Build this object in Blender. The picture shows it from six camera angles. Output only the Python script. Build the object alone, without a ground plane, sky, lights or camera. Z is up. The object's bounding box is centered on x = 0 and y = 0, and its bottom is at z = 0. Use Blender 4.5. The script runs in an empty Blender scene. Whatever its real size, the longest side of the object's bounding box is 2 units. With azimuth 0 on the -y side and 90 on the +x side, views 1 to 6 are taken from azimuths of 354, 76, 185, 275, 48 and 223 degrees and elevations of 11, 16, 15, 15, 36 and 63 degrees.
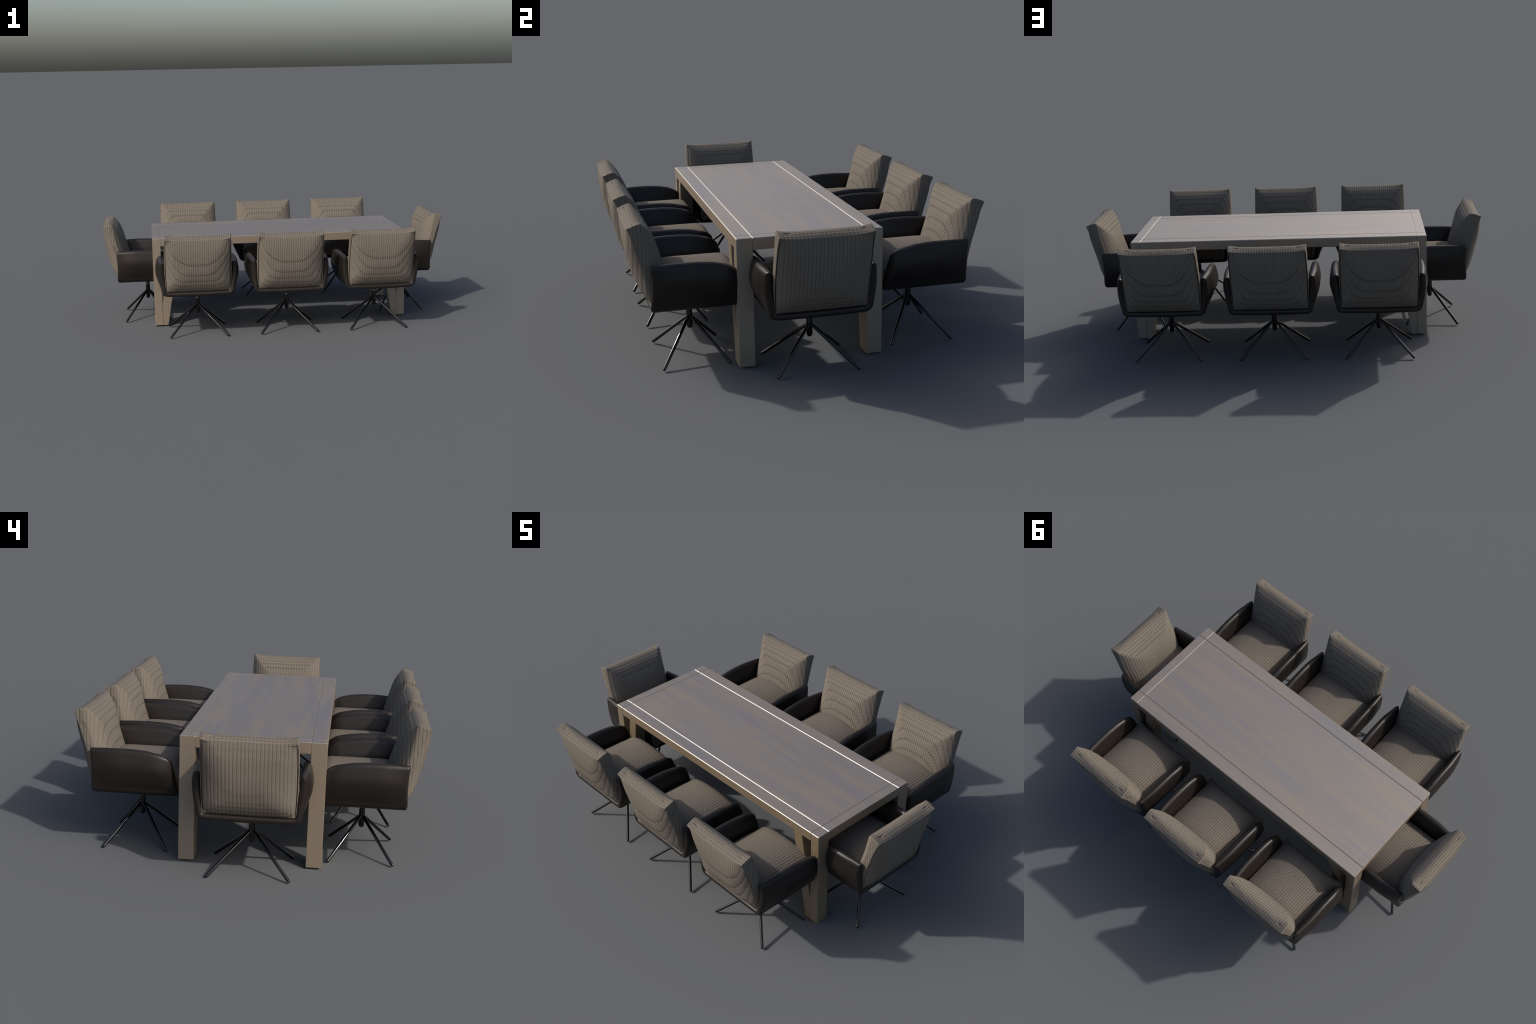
# Dining set: a wooden table with eight swivel armchairs (three along each side, one at each end).
import bpy, bmesh, math
import numpy as np
from mathutils import Vector, noise

TAU = math.tau

# ------------------------------------------------------------------ helpers
def interp(x, xs, ys):
    return float(np.interp(x, xs, ys))

def smooth(x, a, b):
    t = min(1.0, max(0.0, (x - a) / (b - a)))
    return t * t * (3 - 2 * t)

def lerp(a, b, t):
    return a + (b - a) * t

def smooth_table(xs, ys, n=200, passes=10):
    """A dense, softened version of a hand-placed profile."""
    gx = np.linspace(xs[0], xs[-1], n)
    gy = np.interp(gx, xs, ys)
    for _ in range(passes):
        e0, e1 = gy[0], gy[-1]
        gy = np.convolve(np.pad(gy, 2, mode="reflect", reflect_type="odd"), [.1, .2, .4, .2, .1], mode="valid")
        gy[0], gy[-1] = e0, e1
    return lambda x: float(np.interp(x, gx, gy))

def mesh_object(name, verts, faces, material, smooth_shade=True, parent=None):
    me = bpy.data.meshes.new(name)
    me.from_pydata(verts, [], faces)
    bm = bmesh.new()
    bm.from_mesh(me)
    bmesh.ops.recalc_face_normals(bm, faces=bm.faces[:])
    bm.to_mesh(me)
    bm.free()
    me.polygons.foreach_set("use_smooth", [smooth_shade] * len(me.polygons))
    me.materials.append(material)
    ob = bpy.data.objects.new(name, me)
    bpy.context.scene.collection.objects.link(ob)
    if parent:
        ob.parent = parent
    return ob

def apply_modifiers(ob):
    dg = bpy.context.evaluated_depsgraph_get()
    me = bpy.data.meshes.new_from_object(ob.evaluated_get(dg))
    ob.modifiers.clear()
    ob.data = me

def empty(name, loc=(0, 0, 0), rot=0.0):
    e = bpy.data.objects.new(name, None)
    e.empty_display_size = 0.1
    e.location = loc
    e.rotation_euler = (0, 0, rot)
    bpy.context.scene.collection.objects.link(e)
    return e

# ------------------------------------------------------------------ node helpers
class Graph:
    def __init__(self, name):
        self.mat = bpy.data.materials.new(name)
        self.mat.use_nodes = True
        self.nt = self.mat.node_tree
        self.bsdf = self.nt.nodes["Principled BSDF"]

    def node(self, kind, **props):
        n = self.nt.nodes.new(kind)
        for k, v in props.items():
            setattr(n, k, v)
        return n

    def put(self, socket, v):
        if hasattr(v, "is_output"):
            self.nt.links.new(v, socket)
        else:
            socket.default_value = v

    def math(self, op, a, b=0.0, c=0.0, clamp=False):
        n = self.node("ShaderNodeMath", operation=op, use_clamp=clamp)
        for i, v in enumerate((a, b, c)):
            self.put(n.inputs[i], v)
        return n.outputs[0]

    def maprange(self, x, a, b, c, d, kind="SMOOTHSTEP"):
        n = self.node("ShaderNodeMapRange", interpolation_type=kind)
        for i, v in enumerate((x, a, b, c, d)):
            self.put(n.inputs[i], v)
        return n.outputs[0]

    def mix(self, f, a, b):
        n = self.node("ShaderNodeMix", data_type="RGBA")
        self.put(n.inputs[0], f)
        self.put(n.inputs[6], a if hasattr(a, "is_output") else (*a, 1))
        self.put(n.inputs[7], b if hasattr(b, "is_output") else (*b, 1))
        return n.outputs[2]

    def noise(self, vec, scale, detail=2.0, rough=0.5):
        n = self.node("ShaderNodeTexNoise")
        self.put(n.inputs["Vector"], vec)
        n.inputs["Scale"].default_value = scale
        n.inputs["Detail"].default_value = detail
        n.inputs["Roughness"].default_value = rough
        return n.outputs["Fac"]

    def coords(self, scale=(1, 1, 1), loc=(0, 0, 0), rot=0.0):
        tc = self.node("ShaderNodeTexCoord")
        mp = self.node("ShaderNodeMapping")
        self.nt.links.new(tc.outputs["Object"], mp.inputs["Vector"])
        mp.inputs["Scale"].default_value = scale
        mp.inputs["Location"].default_value = loc
        mp.inputs["Rotation"].default_value = (0, 0, rot)
        return mp.outputs[0]

    def bump(self, height, distance, strength=1.0):
        n = self.node("ShaderNodeBump")
        n.inputs["Strength"].default_value = strength
        n.inputs["Distance"].default_value = distance
        self.put(n.inputs["Height"], height)
        self.nt.links.new(n.outputs[0], self.bsdf.inputs["Normal"])

    def set(self, **kw):
        for k, v in kw.items():
            s = self.bsdf.inputs[k.replace("_", " ")]
            if isinstance(v, tuple) and len(v) == 3:
                v = (*v, 1)
            self.put(s, v)

# ------------------------------------------------------------------ materials
def wood_material():
    """Pale oiled wood, its grain running along x in every piece."""
    g = Graph("pale_wood")
    broad = g.noise(g.coords((1.3, 20.0, 12.0)), 1.0, 3.0, 0.55)
    streak = g.noise(g.coords((2.6, 60.0, 40.0), (3.1, 0.7, 1.9)), 1.0, 3.0, 0.6)
    fine = g.noise(g.coords((9.0, 520.0, 420.0)), 1.0, 2.0, 0.6)
    warm = g.mix(g.maprange(broad, .34, .64, 0, 1), (0.080, 0.056, 0.037), (0.113, 0.073, 0.030))
    cool = g.mix(g.math("MULTIPLY", g.maprange(streak, .46, .67, 0, 1), .62), warm, (0.057, 0.048, 0.052))
    geo = g.node("ShaderNodeNewGeometry")
    nrm = g.node("ShaderNodeSeparateXYZ")
    g.nt.links.new(geo.outputs["Normal"], nrm.inputs[0])
    upright = g.math("SUBTRACT", 1.0, g.maprange(nrm.outputs[2], 0.5, 0.95, 0.0, 1.0))
    cool = g.mix(g.math("MULTIPLY", upright, 0.62), cool, (0.112, 0.068, 0.019))     # upright faces tinted warmer, since less blue sky reflects there than on the top
    col = g.mix(g.math("MULTIPLY", g.maprange(fine, .45, .75, 0, 1), .18), cool, (0.05, 0.032, 0.012))
    g.set(Base_Color=col, Roughness=0.52, IOR=2.72)
    g.bump(fine, 0.0002, 0.25)
    return g.mat

def leather_material():
    g = Graph("dark_brown_leather")
    n = g.noise(g.coords(), 9.0, 3.0)
    col = g.mix(n, (0.0120, 0.0094, 0.0078), (0.0150, 0.0118, 0.0100))
    g.set(Base_Color=col, Roughness=0.40, Specular_IOR_Level=0.28)
    g.bump(g.noise(g.coords(), 700.0, 2.0), 0.0003, 0.10)
    return g.mat

def metal_material():
    g = Graph("black_lacquered_steel")
    g.set(Base_Color=(0.055, 0.055, 0.055), Roughness=0.13, Metallic=1.0)
    return g.mat

PERIOD_X, PERIOD_Y = 0.0119, 0.0141

def knit_material(name, turn, shift):
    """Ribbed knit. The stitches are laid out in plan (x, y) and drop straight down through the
    cushion, so upright faces show them as long ribs and as contour lines."""
    g = Graph(name)
    sep = g.node("ShaderNodeSeparateXYZ")
    g.nt.links.new(g.coords(rot=turn), sep.inputs[0])
    X = g.math("MULTIPLY_ADD", sep.outputs[0], 1 / PERIOD_X, shift[0] + 100.0)
    Y = g.math("MULTIPLY_ADD", sep.outputs[1], 1 / PERIOD_Y, shift[1] + 100.0)
    # the yarn zigzags a little across each row
    zig = g.math("PINGPONG", g.math("MULTIPLY", Y, 6.0), 1.0)
    X = g.math("MULTIPLY_ADD", zig, 0.34, X)
    gx = g.math("MULTIPLY", g.math("PINGPONG", X, 0.5), 2.0)           # 0 in the groove, 1 on the crest
    gy = g.math("MULTIPLY", g.math("PINGPONG", Y, 0.5), 2.0)
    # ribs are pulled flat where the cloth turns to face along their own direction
    geo = g.node("ShaderNodeNewGeometry")
    nrm = g.node("ShaderNodeSeparateXYZ")
    g.nt.links.new(geo.outputs["Normal"], nrm.inputs[0])
    flat = g.math("POWER", g.math("ABSOLUTE", nrm.outputs[2]), 2.0)
    tilt = g.math("MULTIPLY", g.math("ABSOLUTE", nrm.outputs[0]), g.maprange(g.math("ABSOLUTE", nrm.outputs[2]), 0.25, 0.55, 1.0, 0.0))
    wx = g.maprange(tilt, 0.17, 0.45, 1.0, 0.10)
    wy = g.math("MULTIPLY_ADD", flat, -0.84, 1.0)
    ribx = g.math("SUBTRACT", 1.0, g.math("POWER", g.math("SUBTRACT", 1.0, gx), 2.2))
    riby = g.math("SUBTRACT", 1.0, g.math("POWER", g.math("SUBTRACT", 1.0, gy), 3.0))
    pit = g.math("MULTIPLY", g.maprange(gx, 0.0, 0.62, 1.0, 0.0), g.maprange(gy, 0.0, 0.36, 1.0, 0.0))
    pit = g.math("MULTIPLY", pit, wx)
    h = g.math("MULTIPLY_ADD", g.math("MULTIPLY", ribx, wx), 0.46, g.math("MULTIPLY", g.math("MULTIPLY", riby, wy), 0.50))
    h = g.math("MULTIPLY_ADD", pit, -0.38, h)
    fuzz = g.noise(g.coords(), 900.0, 2.0)
    h = g.math("MULTIPLY_ADD", fuzz, 0.12, h)
    facing_x = g.math("ABSOLUTE", nrm.outputs[0])
    facing_y = g.math("ABSOLUTE", nrm.outputs[1])
    line_y = g.math("MULTIPLY", g.math("MULTIPLY", g.maprange(gy, 0.0, 0.24, 1.0, 0.0), wy), g.math("MULTIPLY_ADD", facing_x, 0.26, 0.24))
    line_x = g.math("MULTIPLY", g.math("MULTIPLY", g.maprange(gx, 0.0, 0.60, 1.0, 0.0), wx), g.math("MULTIPLY_ADD", facing_y, 0.12, g.math("MULTIPLY_ADD", flat, 0.24, 0.25)))
    dark = g.math("ADD", g.math("MULTIPLY", pit, 0.36), g.math("ADD", line_y, line_x), clamp=True)
    base = g.mix(g.noise(g.coords(), 260.0, 3.0), (0.127, 0.109, 0.089), (0.155, 0.134, 0.111))
    col = g.mix(dark, base, (0.038, 0.033, 0.026))
    g.set(Base_Color=col, Roughness=0.92, Specular_IOR_Level=0.15)
    g.bump(h, 0.0023, 0.9)
    return g.mat

WOOD, LEATHER, METAL = wood_material(), leather_material(), metal_material()
KNIT_NEAR = knit_material("ribbed_knit_fabric", 0.0, (0.0, 0.2338 / PERIOD_Y))
KNIT_FAR = knit_material("ribbed_knit_fabric", math.pi, (0.0, -0.2460 / PERIOD_Y))
KNIT_EAST = knit_material("ribbed_knit_fabric", math.pi / 2, (0.0, 0.0))
KNIT_WEST = knit_material("ribbed_knit_fabric", -math.pi / 2, (0.0, 0.0))

# ------------------------------------------------------------------ table
X0, X1, Y0, Y1, TOP, FLOOR = -0.719, 0.7455, -0.308, 0.264, 0.5125, 0.0045
POST_X, POST_Y, BAND = 0.0465, 0.0625, 0.0465      # leg section and depth of the frame
CHAMFER = 0.0025

def board(name, lo, hi, parent, chamfer=CHAMFER, base=None):
    """A box whose arrises are planed off; base: optional list of (x, z) for a prism along y."""
    bm = bmesh.new()
    if base is None:
        base = [(lo[0], lo[2]), (hi[0], lo[2]), (hi[0], hi[2]), (lo[0], hi[2])]
    a = [bm.verts.new((x, lo[1], z)) for x, z in base]
    b = [bm.verts.new((x, hi[1], z)) for x, z in base]
    n = len(base)
    bm.faces.new(a)
    bm.faces.new(b[::-1])
    for i in range(n):
        bm.faces.new((a[i], a[(i + 1) % n], b[(i + 1) % n], b[i]))
    bmesh.ops.recalc_face_normals(bm, faces=bm.faces[:])
    along = [e for e in bm.edges if abs((e.verts[0].co - e.verts[1].co).normalized().x) > 0.99]
    bmesh.ops.bevel(bm, geom=along, offset=chamfer, segments=1, affect="EDGES", clamp_overlap=True)
    rest = [e for e in bm.edges if abs((e.verts[0].co - e.verts[1].co).normalized().x) < 0.01 and e.calc_face_angle(0) > 1.2]
    bmesh.ops.bevel(bm, geom=rest, offset=chamfer * 0.65, segments=1, affect="EDGES", clamp_overlap=True)
    me = bpy.data.meshes.new(name)
    bm.to_mesh(me)
    bm.free()
    me.materials.append(WOOD)
    ob = bpy.data.objects.new(name, me)
    bpy.context.scene.collection.objects.link(ob)
    ob.parent = parent
    return ob

def build_table():
    table = empty("dining_table")
    table["label"] = "long rectangular pale wooden dining table with slanted leg braces"
    table["category"] = "dining table"
    xa, xb, ya, yb = X0 + POST_X, X1 - POST_X, Y0 + POST_Y, Y1 - POST_Y
    zb = TOP - BAND
    for sx in (0, 1):
        for sy in (0, 1):
            px = (X0, xa) if sx == 0 else (xb, X1)
            py = (Y0, ya) if sy == 0 else (yb, Y1)
            leg = board("table_leg", (px[0], py[0], FLOOR), (px[1], py[1], TOP), table)
            # the slanted brace leaves the frame some way in and runs into the foot of the leg
            s, xin = (1, xa) if sx == 0 else (-1, xb)
            slope, zt = 0.168, zb + 0.004
            inner = lambda z: xin + s * (0.056 - slope * (zb - z))
            outer = lambda z: xin + s * (0.106 - slope * (zb - z))
            zmeet = zb - 0.056 / slope
            prof = [(xin + s * 0.0006, FLOOR + 0.0005), (outer(FLOOR), FLOOR + 0.0005), (outer(zt), zt), (inner(zt), zt), (xin + s * 0.0006, zmeet)]
            board("leg_brace", (0, py[0] + 0.0008, 0), (0, py[1] - 0.0008, 0), leg, 0.0003, prof)
    for y in ((Y0, ya), (yb, Y1)):
        board("side_rail", (xa, y[0], zb), (xb, y[1], TOP), table)
    for x in ((X0, xa), (xb, X1)):
        board("end_rail", (x[0], ya, zb), (x[1], yb, TOP), table)
    board("table_panel", (xa, ya, TOP - 0.030), (xb, yb, TOP), table)
    return table

# ------------------------------------------------------------------ chair: leather shell
ARM_TOP = smooth_table([-0.17, -0.12, -0.07, -0.03, 0.01, 0.06, 0.11, 0.137, 0.156],
                       [0.431, 0.434, 0.436, 0.4365, 0.4355, 0.431, 0.421, 0.410, 0.394], passes=4)
ARM_FRONT = smooth_table([0.255, 0.285, 0.345, 0.37, 0.394], [0.180, 0.1765, 0.168, 0.162, 0.156], passes=6)
REAR = -0.170

def shell_mid(k, w, q):
    """Middle surface of the shell. k: 'bottom', 'corner' or 'side'; w: 0..1 along it; q: 0 rear .. 1 front."""
    vt = lerp(REAR, 0.156, q)
    H = ARM_TOP(vt)
    z_lo = 0.274
    if k == "bottom":
        u, z = 0.167 * w, 0.2545 + 0.0015 * w * w
    elif k == "corner":
        a, b, c = (0.167, 0.256), (0.1845, 0.2572), (0.1862, z_lo)
        u = (1 - w) ** 2 * a[0] + 2 * w * (1 - w) * b[0] + w * w * c[0]
        z = (1 - w) ** 2 * a[1] + 2 * w * (1 - w) * b[1] + w * w * c[1]
    else:
        z = lerp(z_lo, H, w)
        top = lerp(0.1965, 0.2035, smooth(q, 0.0, 0.35))
        top -= 0.006 * smooth(q, 0.75, 1.0)
        u = lerp(0.1862, top, w) + 0.004 * math.sin(math.pi * w)
    frac = 0.0 if k != "side" else w
    # the front edge leans back as it rises; its height runs with the local fraction of the arm
    vf = ARM_FRONT(lerp(0.255, 0.394, frac))
    rear = REAR + (0.004 * math.sin(math.pi * w) if k == "side" else 0.0)
    return Vector((u, lerp(rear, vf, q), z)), H, vf, rear

def build_shell():
    n_b, n_c, n_s, n_q = 14, 8, 26, 44
    stations = [("bottom", i / n_b) for i in range(n_b)] + [("corner", i / n_c) for i in range(n_c)]
    stations += [("side", 1 - (1 - i / n_s) ** 2) for i in range(n_s + 1)]
    qs = [0.5 - 0.5 * math.cos(math.pi * j / n_q) for j in range(n_q + 1)]
    def point(k, w, q):
        P, H, vf, rear = shell_mid(k, w, q)
        e = 1e-3
        du = shell_mid(k, min(1, w + e), q)[0] - shell_mid(k, max(0, w - e), q)[0]
        dq = shell_mid(k, w, min(1, q + e))[0] - shell_mid(k, w, max(0, q - e))[0]
        n = dq.cross(du)
        n = n.normalized() if n.length > 1e-12 else Vector((0, 0, -1))
        if k == "bottom" and w == 0:
            n = Vector((0, 0, -1))
        d_rear, d_front = P.y - rear, vf - P.y
        d_top = (H - P.z) if k == "side" else 1.0
        def edge(d, r):
            t = min(1.0, max(0.0, d / r))
            return math.sqrt(max(0.0, 1 - (1 - t) ** 2))
        E = edge(d_rear, 0.010) * edge(d_front, 0.024) * edge(d_top, 0.016)
        up = 0.0 if k != "side" else 1 - (1 - min(1.0, w / 0.62)) ** 2
        if k == "corner":
            up = 0.0
        pillow = up * math.sqrt(max(0, smooth(d_rear, -0.01, 0.12))) * smooth(d_front, -0.03, 0.07) * smooth(d_top, -0.02, 0.085)
        belly = 0.0
        if k == "bottom":
            belly = 0.0015 * (1 - w * w)
        t_out = (0.0125 + 0.0185 * pillow + belly) * E
        t_in = (0.0125 + 0.0195 * pillow) * E
        return P + n * t_out, P - n * t_in
    outer, inner = [], []
    for k, w in stations:
        row = [point(k, w, q) for q in qs]
        outer.append([r[0] for r in row])
        inner.append([r[1] for r in row])
    def mirrored(rows):
        left = [[Vector((-p.x, p.y, p.z)) for p in r] for r in rows[:0:-1]]
        return left + rows
    sheets = [mirrored(outer), mirrored(inner)]
    verts, faces = [], []
    for s, rows in enumerate(sheets):
        off = len(verts)
        m = len(rows[0])
        for r in rows:
            verts += [tuple(p) for p in r]
        for i in range(len(rows) - 1):
            for j in range(m - 1):
                a = off + i * m + j
                f = (a, a + 1, a + m + 1, a + m)
                faces.append(f if s == 0 else f[::-1])
    ob = mesh_object("leather_shell", verts, faces, LEATHER)
    bm = bmesh.new()
    bm.from_mesh(ob.data)
    bmesh.ops.remove_doubles(bm, verts=bm.verts[:], dist=2e-4)
    bmesh.ops.recalc_face_normals(bm, faces=bm.faces[:])
    bm.to_mesh(ob.data)
    bm.free()
    ob.data.polygons.foreach_set("use_smooth", [True] * len(ob.data.polygons))
    return ob

# ------------------------------------------------------------------ chair: cushions
FRONT_EDGE = smooth_table([0.262, 0.300, 0.370, 0.426, 0.475, 0.535, 0.588],
                          [-0.110, -0.121, -0.140, -0.157, -0.170, -0.181, -0.190])
REAR_EDGE = smooth_table([0.262, 0.300, 0.360, 0.409, 0.469, 0.533, 0.571],
                         [-0.161, -0.167, -0.176, -0.187, -0.204, -0.225, -0.242])
# how far the two faces swell above their rims, by distance from the nearest seam: a low hipped pillow
FRONT_SWELL = smooth_table([0.0, 0.020, 0.040, 0.066, 0.100, 0.140, 0.180], [0.0, 0.0190, 0.0310, 0.0400, 0.0465, 0.0495, 0.0500], passes=6)
REAR_SWELL = smooth_table([0.0, 0.0135, 0.031, 0.0425, 0.0675, 0.100, 0.140, 0.180], [0.0, 0.0105, 0.0210, 0.0265, 0.0350, 0.0425, 0.0465, 0.0475], passes=6)
BACK_LOW, BACK_TOP_F, BACK_TOP_R = 0.2665, 0.588, 0.571

def half_width(z):
    return 0.1775 + 0.004 * math.sin(math.pi * min(1, max(0, (z - 0.26) / 0.33))) - 0.001

def nearest_seam(a, z, w, z_top, top_ease=1.0, k=0.014):
    """Distance to the closest edge of the face, mitred softly along the diagonals."""
    ds = sorted(((1 - abs(a)) * w, (z_top - z) * top_ease, z - BACK_LOW))
    h = max(k - (ds[1] - ds[0]), 0) / k
    return max(0.0, ds[0] - h * h * k * 0.25)

def top_sag(a, b):
    """The upper edge dips between its pinched corners."""
    return (-0.0110 * (1 - abs(a) ** 4) + 0.0014 * abs(a) ** 14) * b ** 6

def back_front(a, b):
    z = lerp(BACK_LOW, BACK_TOP_F, b)
    w = half_width(z)
    v = FRONT_EDGE(z) + FRONT_SWELL(nearest_seam(a, z, w, BACK_TOP_F))
    return Vector((a * w, v, z + top_sag(a, b)))

def back_rear(a, b):
    z = lerp(BACK_LOW, BACK_TOP_R, b)
    w = half_width(z) - 0.001
    v = REAR_EDGE(z) - REAR_SWELL(nearest_seam(a, z, w, BACK_TOP_R, 0.68, 0.045))
    return Vector((a * w, v, z + top_sag(a, b) * 0.9))

def build_back_cushion():
    N, M = 48, 48
    ease = lambda t: t + 0.10 * math.sin(TAU * t) * -1 / TAU * 2     # slightly denser near the rims
    A = [2 * ease(i / N) - 1 for i in range(N + 1)]
    B = [ease(j / M) for j in range(M + 1)]
    verts, faces = [], []
    def add(p):
        verts.append(tuple(p))
        return len(verts) - 1
    inset_f, inset_r = 0.95, 0.975
    front = [[None] * (M + 1) for _ in range(N + 1)]
    rear = [[None] * (M + 1) for _ in range(N + 1)]
    for i, a in enumerate(A):
        for j, b in enumerate(B):
            bb = 0.5 + (b - 0.5) * inset_f
            front[i][j] = add(back_front(a * inset_f, bb))
            bb = 0.5 + (b - 0.5) * inset_r
            rear[i][j] = add(back_rear(a * inset_r, bb))
    for g, flip in ((front, False), (rear, True)):
        for i in range(N):
            for j in range(M):
                f = (g[i][j], g[i + 1][j], g[i + 1][j + 1], g[i][j + 1])
                faces.append(f[::-1] if flip else f)
    loop = [(i, 0) for i in range(N)] + [(N, j) for j in range(M)] + [(i, M) for i in range(N, 0, -1)] + [(0, j) for j in range(M, 0, -1)]
    n = len(loop)
    def ring(fn):
        return [add(fn(A[i], B[j])) for i, j in loop]
    def outward(a, b):
        """Unit direction out of the cushion's side in the plane of the rim."""
        x = 1.0 if a > 0.999 else -1.0 if a < -0.999 else 0.0
        z = 1.0 if b > 0.999 else -1.0 if b < 0.001 else 0.0
        d = Vector((x, 0, z))
        return d.normalized() if d.length else d
    def gusset(t, bulge, crinkle, notch=False):
        def fn(a, b):
            f, r = back_front(a, b), back_rear(a, b)
            p = f.lerp(r, t)
            o = outward(a, b)
            side = abs(a) > 0.999
            amp = crinkle if side else crinkle * 0.45
            q = Vector((p.x * 30, p.y * 90, p.z * 34))
            wob = noise.noise(q) + 0.6 * noise.noise(q * 2.3)
            if notch and b > 0.999:                     # ends of the zip, left a little open
                p = p - o * (0.008 * smooth(abs(a), 0.72, 0.78) * (1 - smooth(abs(a), 0.83, 0.88)))
            puff = 0.0080 * (1 - abs(a) ** 3) * 4 * t * (1 - t) if b > 0.999 else 0.0
            return p + o * (bulge + puff + amp * wob)
        return fn
    def rim_front(a, b):
        f, g2 = back_front(a, b), back_front(a * inset_f, 0.5 + (b - 0.5) * inset_f)
        return f.lerp(g2, 0.22) + Vector((0, 0.001, 0))
    def open_seam(a, b):
        """How far the seam at the rear gapes, down both sides."""
        if abs(a) > 0.999:
            return smooth(b, 0.02, 0.06) * (1 - smooth(b, 0.90, 0.97))
        return 0.0
    def flange(depth_in, back):
        def fn(a, b):
            r = back_rear(a, b)
            o = outward(a, b)
            wob = 0.0012 * noise.noise(Vector((r.x * 25, 3.1, r.z * 28)))
            if b < 0.001:
                return r - o * max(depth_in, 0) + Vector((0, 0.004, 0))
            return r - o * depth_in + Vector((0, -back, 0)) + o * wob
        return fn
    def groove(depth_in, deep):
        def fn(a, b):
            r = back_rear(a, b)
            k = open_seam(a, b)
            return r - outward(a, b) * depth_in + Vector((0, deep * k, 0))
        return fn
    rings = [[front[i][j] for i, j in loop], ring(rim_front), ring(gusset(0.10, 0.001, 0.0004)), ring(gusset(0.28, 0.0022, 0.0022)),
             ring(gusset(0.455, 0.0024, 0.0028)), ring(gusset(0.485, 0.0022, 0.0030, True)), ring(gusset(0.515, 0.0022, 0.0030)), ring(gusset(0.72, 0.0015, 0.0026)), ring(gusset(0.92, 0.001, 0.0012)),
             ring(flange(-0.0004, 0.0004)), ring(flange(0.0022, 0.0004)), ring(groove(0.0030, 0.012)), ring(groove(0.0042, 0.012)),
             [rear[i][j] for i, j in loop]]
    for r0, r1 in zip(rings, rings[1:]):
        for k in range(n):
            faces.append((r0[k], r1[k], r1[(k + 1) % n], r0[(k + 1) % n]))
    ob = mesh_object("back_cushion", verts, faces, KNIT_NEAR)
    sub = ob.modifiers.new("soft", "SUBSURF")
    sub.levels = sub.render_levels = 1
    apply_modifiers(ob)
    return ob

def seat_rim(a, b):
    """Seam of the seat, a: -1..1 across, b: -1 rear .. 1 front."""
    v = lerp(-0.150, 0.181, (b + 1) / 2) + (0.013 * a ** 4 if b > 0 else 0) * max(0, b) ** 6
    u = a * (0.164 + 0.012 * smooth(b, 0.55, 1.0))
    z = lerp(0.345, 0.340, (b + 1) / 2) - 0.013 * a ** 4 * smooth(b, 0.4, 1.0)
    return Vector((u, v, z))

def seat_top(a, b):
    p = seat_rim(a, b)
    fa = 1 - abs(a) ** 2.3
    fb = (1 - max(0.0, b) ** 12) * (1 - max(0.0, -b) ** 6)
    p.z += (0.392 - p.z) * (fa ** 0.9) * fb
    return p

def build_seat_cushion():
    N, M = 44, 44
    verts, faces = [], []
    def add(p):
        verts.append(tuple(p))
        return len(verts) - 1
    A = [math.sin(math.pi / 2 * (2 * i / N - 1)) * 0.35 + (2 * i / N - 1) * 0.65 for i in range(N + 1)]
    top = [[add(seat_top(a * 0.985, b * 0.985)) for b in A] for a in A]
    bot = [[add(Vector((seat_rim(a, b).x * 0.93, seat_rim(a, b).y * 0.95, 0.262))) for b in (A[0], A[-1])] for a in (A[0], A[-1])]
    for i in range(N):
        for j in range(M):
            faces.append((top[i][j], top[i + 1][j], top[i + 1][j + 1], top[i][j + 1]))
    loop = [(i, 0) for i in range(N)] + [(N, j) for j in range(M)] + [(i, M) for i in range(N, 0, -1)] + [(0, j) for j in range(M, 0, -1)]
    def ring(drop, scale, bulge):
        out = []
        for i, j in loop:
            a, b = A[i], A[j]
            p = seat_rim(a, b)
            o = Vector((1.0 if a > .999 else -1.0 if a < -.999 else 0, 1.0 if b > .999 else -1.0 if b < -.999 else 0, 0))
            z = lerp(p.z, 0.262, drop)
            c = Vector((p.x * scale, (p.y - 0.01) * scale + 0.01, z)) + o * bulge
            out.append(add(c))
        return out
    rings = [[top[i][j] for i, j in loop], ring(0.0, 1.0, 0.0006), ring(0.06, 0.996, 0.0), ring(0.3, 0.985, 0.003), ring(0.6, 0.978, 0.004), ring(0.88, 0.965, 0.002), ring(1.0, 0.93, 0.0)]
    n = len(loop)
    for r0, r1 in zip(rings, rings[1:]):
        for k in range(n):
            faces.append((r0[k], r1[k], r1[(k + 1) % n], r0[(k + 1) % n]))
    faces.append(tuple(rings[-1]))
    ob = mesh_object("seat_cushion", verts, faces, KNIT_NEAR)
    return ob

# ------------------------------------------------------------------ chair: swivel base
def lathe(profile, seg=32):
    verts, faces = [], []
    for r, z in profile:
        for k in range(seg):
            t = TAU * k / seg
            verts.append((r * math.cos(t), r * math.sin(t), z))
    for i in range(len(profile) - 1):
        for k in range(seg):
            a, b = i * seg + k, i * seg + (k + 1) % seg
            faces.append((a, b, b + seg, a + seg))
    faces.append(tuple(range(seg)))
    faces.append(tuple(range((len(profile) - 1) * seg, len(profile) * seg)))
    return verts, faces

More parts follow.
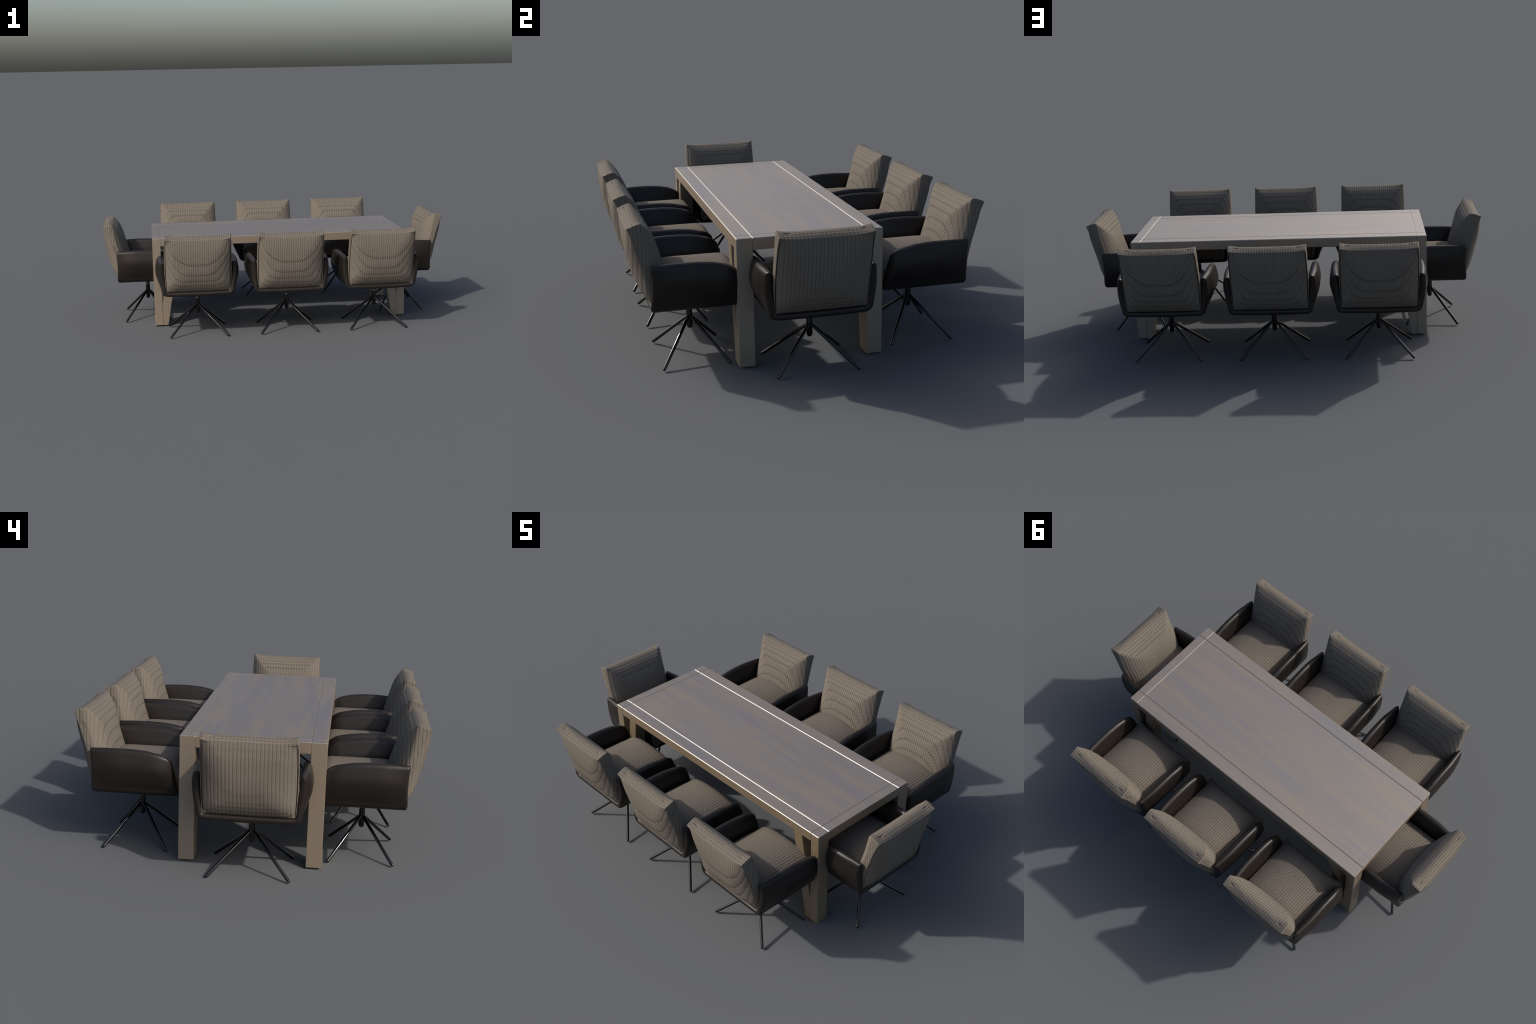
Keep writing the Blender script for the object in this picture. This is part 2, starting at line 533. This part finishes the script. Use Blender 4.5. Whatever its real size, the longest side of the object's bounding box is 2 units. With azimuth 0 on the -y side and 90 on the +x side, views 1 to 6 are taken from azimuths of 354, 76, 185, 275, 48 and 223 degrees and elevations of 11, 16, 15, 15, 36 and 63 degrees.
def build_column():
    r = 0.0116
    prof = [(r * math.sin(t), 0.1065 + r * (1 - math.cos(t))) for t in np.linspace(0.08, math.pi / 2, 9)]
    prof += [(r, 0.150), (r + 0.0006, 0.152), (r + 0.0008, 0.168), (r + 0.0002, 0.185), (r, 0.246)]
    v, f = lathe(prof)
    return mesh_object("swivel_column", v, f, METAL)

FOOT = Vector((0.1608, 0.1317, 0.0034))
def build_leg():
    start = Vector((0.004, 0.0033, 0.1590))
    axis = FOOT - start
    L = axis.length
    r = 0.0066
    prof = [(r * math.sin(t), r * (1 - math.cos(t))) for t in np.linspace(0.1, math.pi / 2, 7)]
    prof += [(r, L * 0.5)] + [(r * math.sin(t), L - r * (1 - math.cos(t))) for t in np.linspace(math.pi / 2, 0.1, 7)]
    v, f = lathe(prof, 20)
    q = axis.to_track_quat("Z", "Y")
    v = [tuple(start + q @ Vector(p)) for p in v]
    return mesh_object("base_leg", v, f, METAL)

# ------------------------------------------------------------------ assembly
def build_chairs():
    parts = {"leather_shell": build_shell(), "seat_cushion": build_seat_cushion(), "back_cushion": build_back_cushion(), "swivel_column": build_column()}
    leg = build_leg()
    places = [((x, -0.4595), 0.0, KNIT_NEAR) for x in (-0.4775, 0.0255, 0.5285)]
    places += [((x, 0.4585), math.pi, KNIT_FAR) for x in (-0.4775, 0.0255, 0.5285)]
    places += [((0.7555, -0.033), math.pi / 2, KNIT_EAST), ((-0.7555, -0.033), -math.pi / 2, KNIT_WEST)]
    link = bpy.context.scene.collection.objects.link
    for n, ((x, y), turn, knit) in enumerate(places):
        chair = empty("swivel_armchair", (x, y, 0), turn)
        chair["label"] = "swivel armchair with dark leather shell and taupe ribbed cushions"
        chair["category"] = "armchair"
        for name, proto in parts.items():
            ob = proto if n == 0 else proto.copy()
            if n:
                link(ob)
            ob.parent = chair
            if "cushion" in name:
                ob.material_slots[0].link = "OBJECT"
                ob.material_slots[0].material = knit
            if name == "swivel_column":
                for k, (sx, sy) in enumerate(((1, 1), (-1, 1), (-1, -1), (1, -1))):
                    foot = leg if n == 0 and k == 0 else leg.copy()
                    if foot is not leg:
                        link(foot)
                    foot.parent = ob
                    foot.scale = (sx, sy, 1)

build_table()
build_chairs()
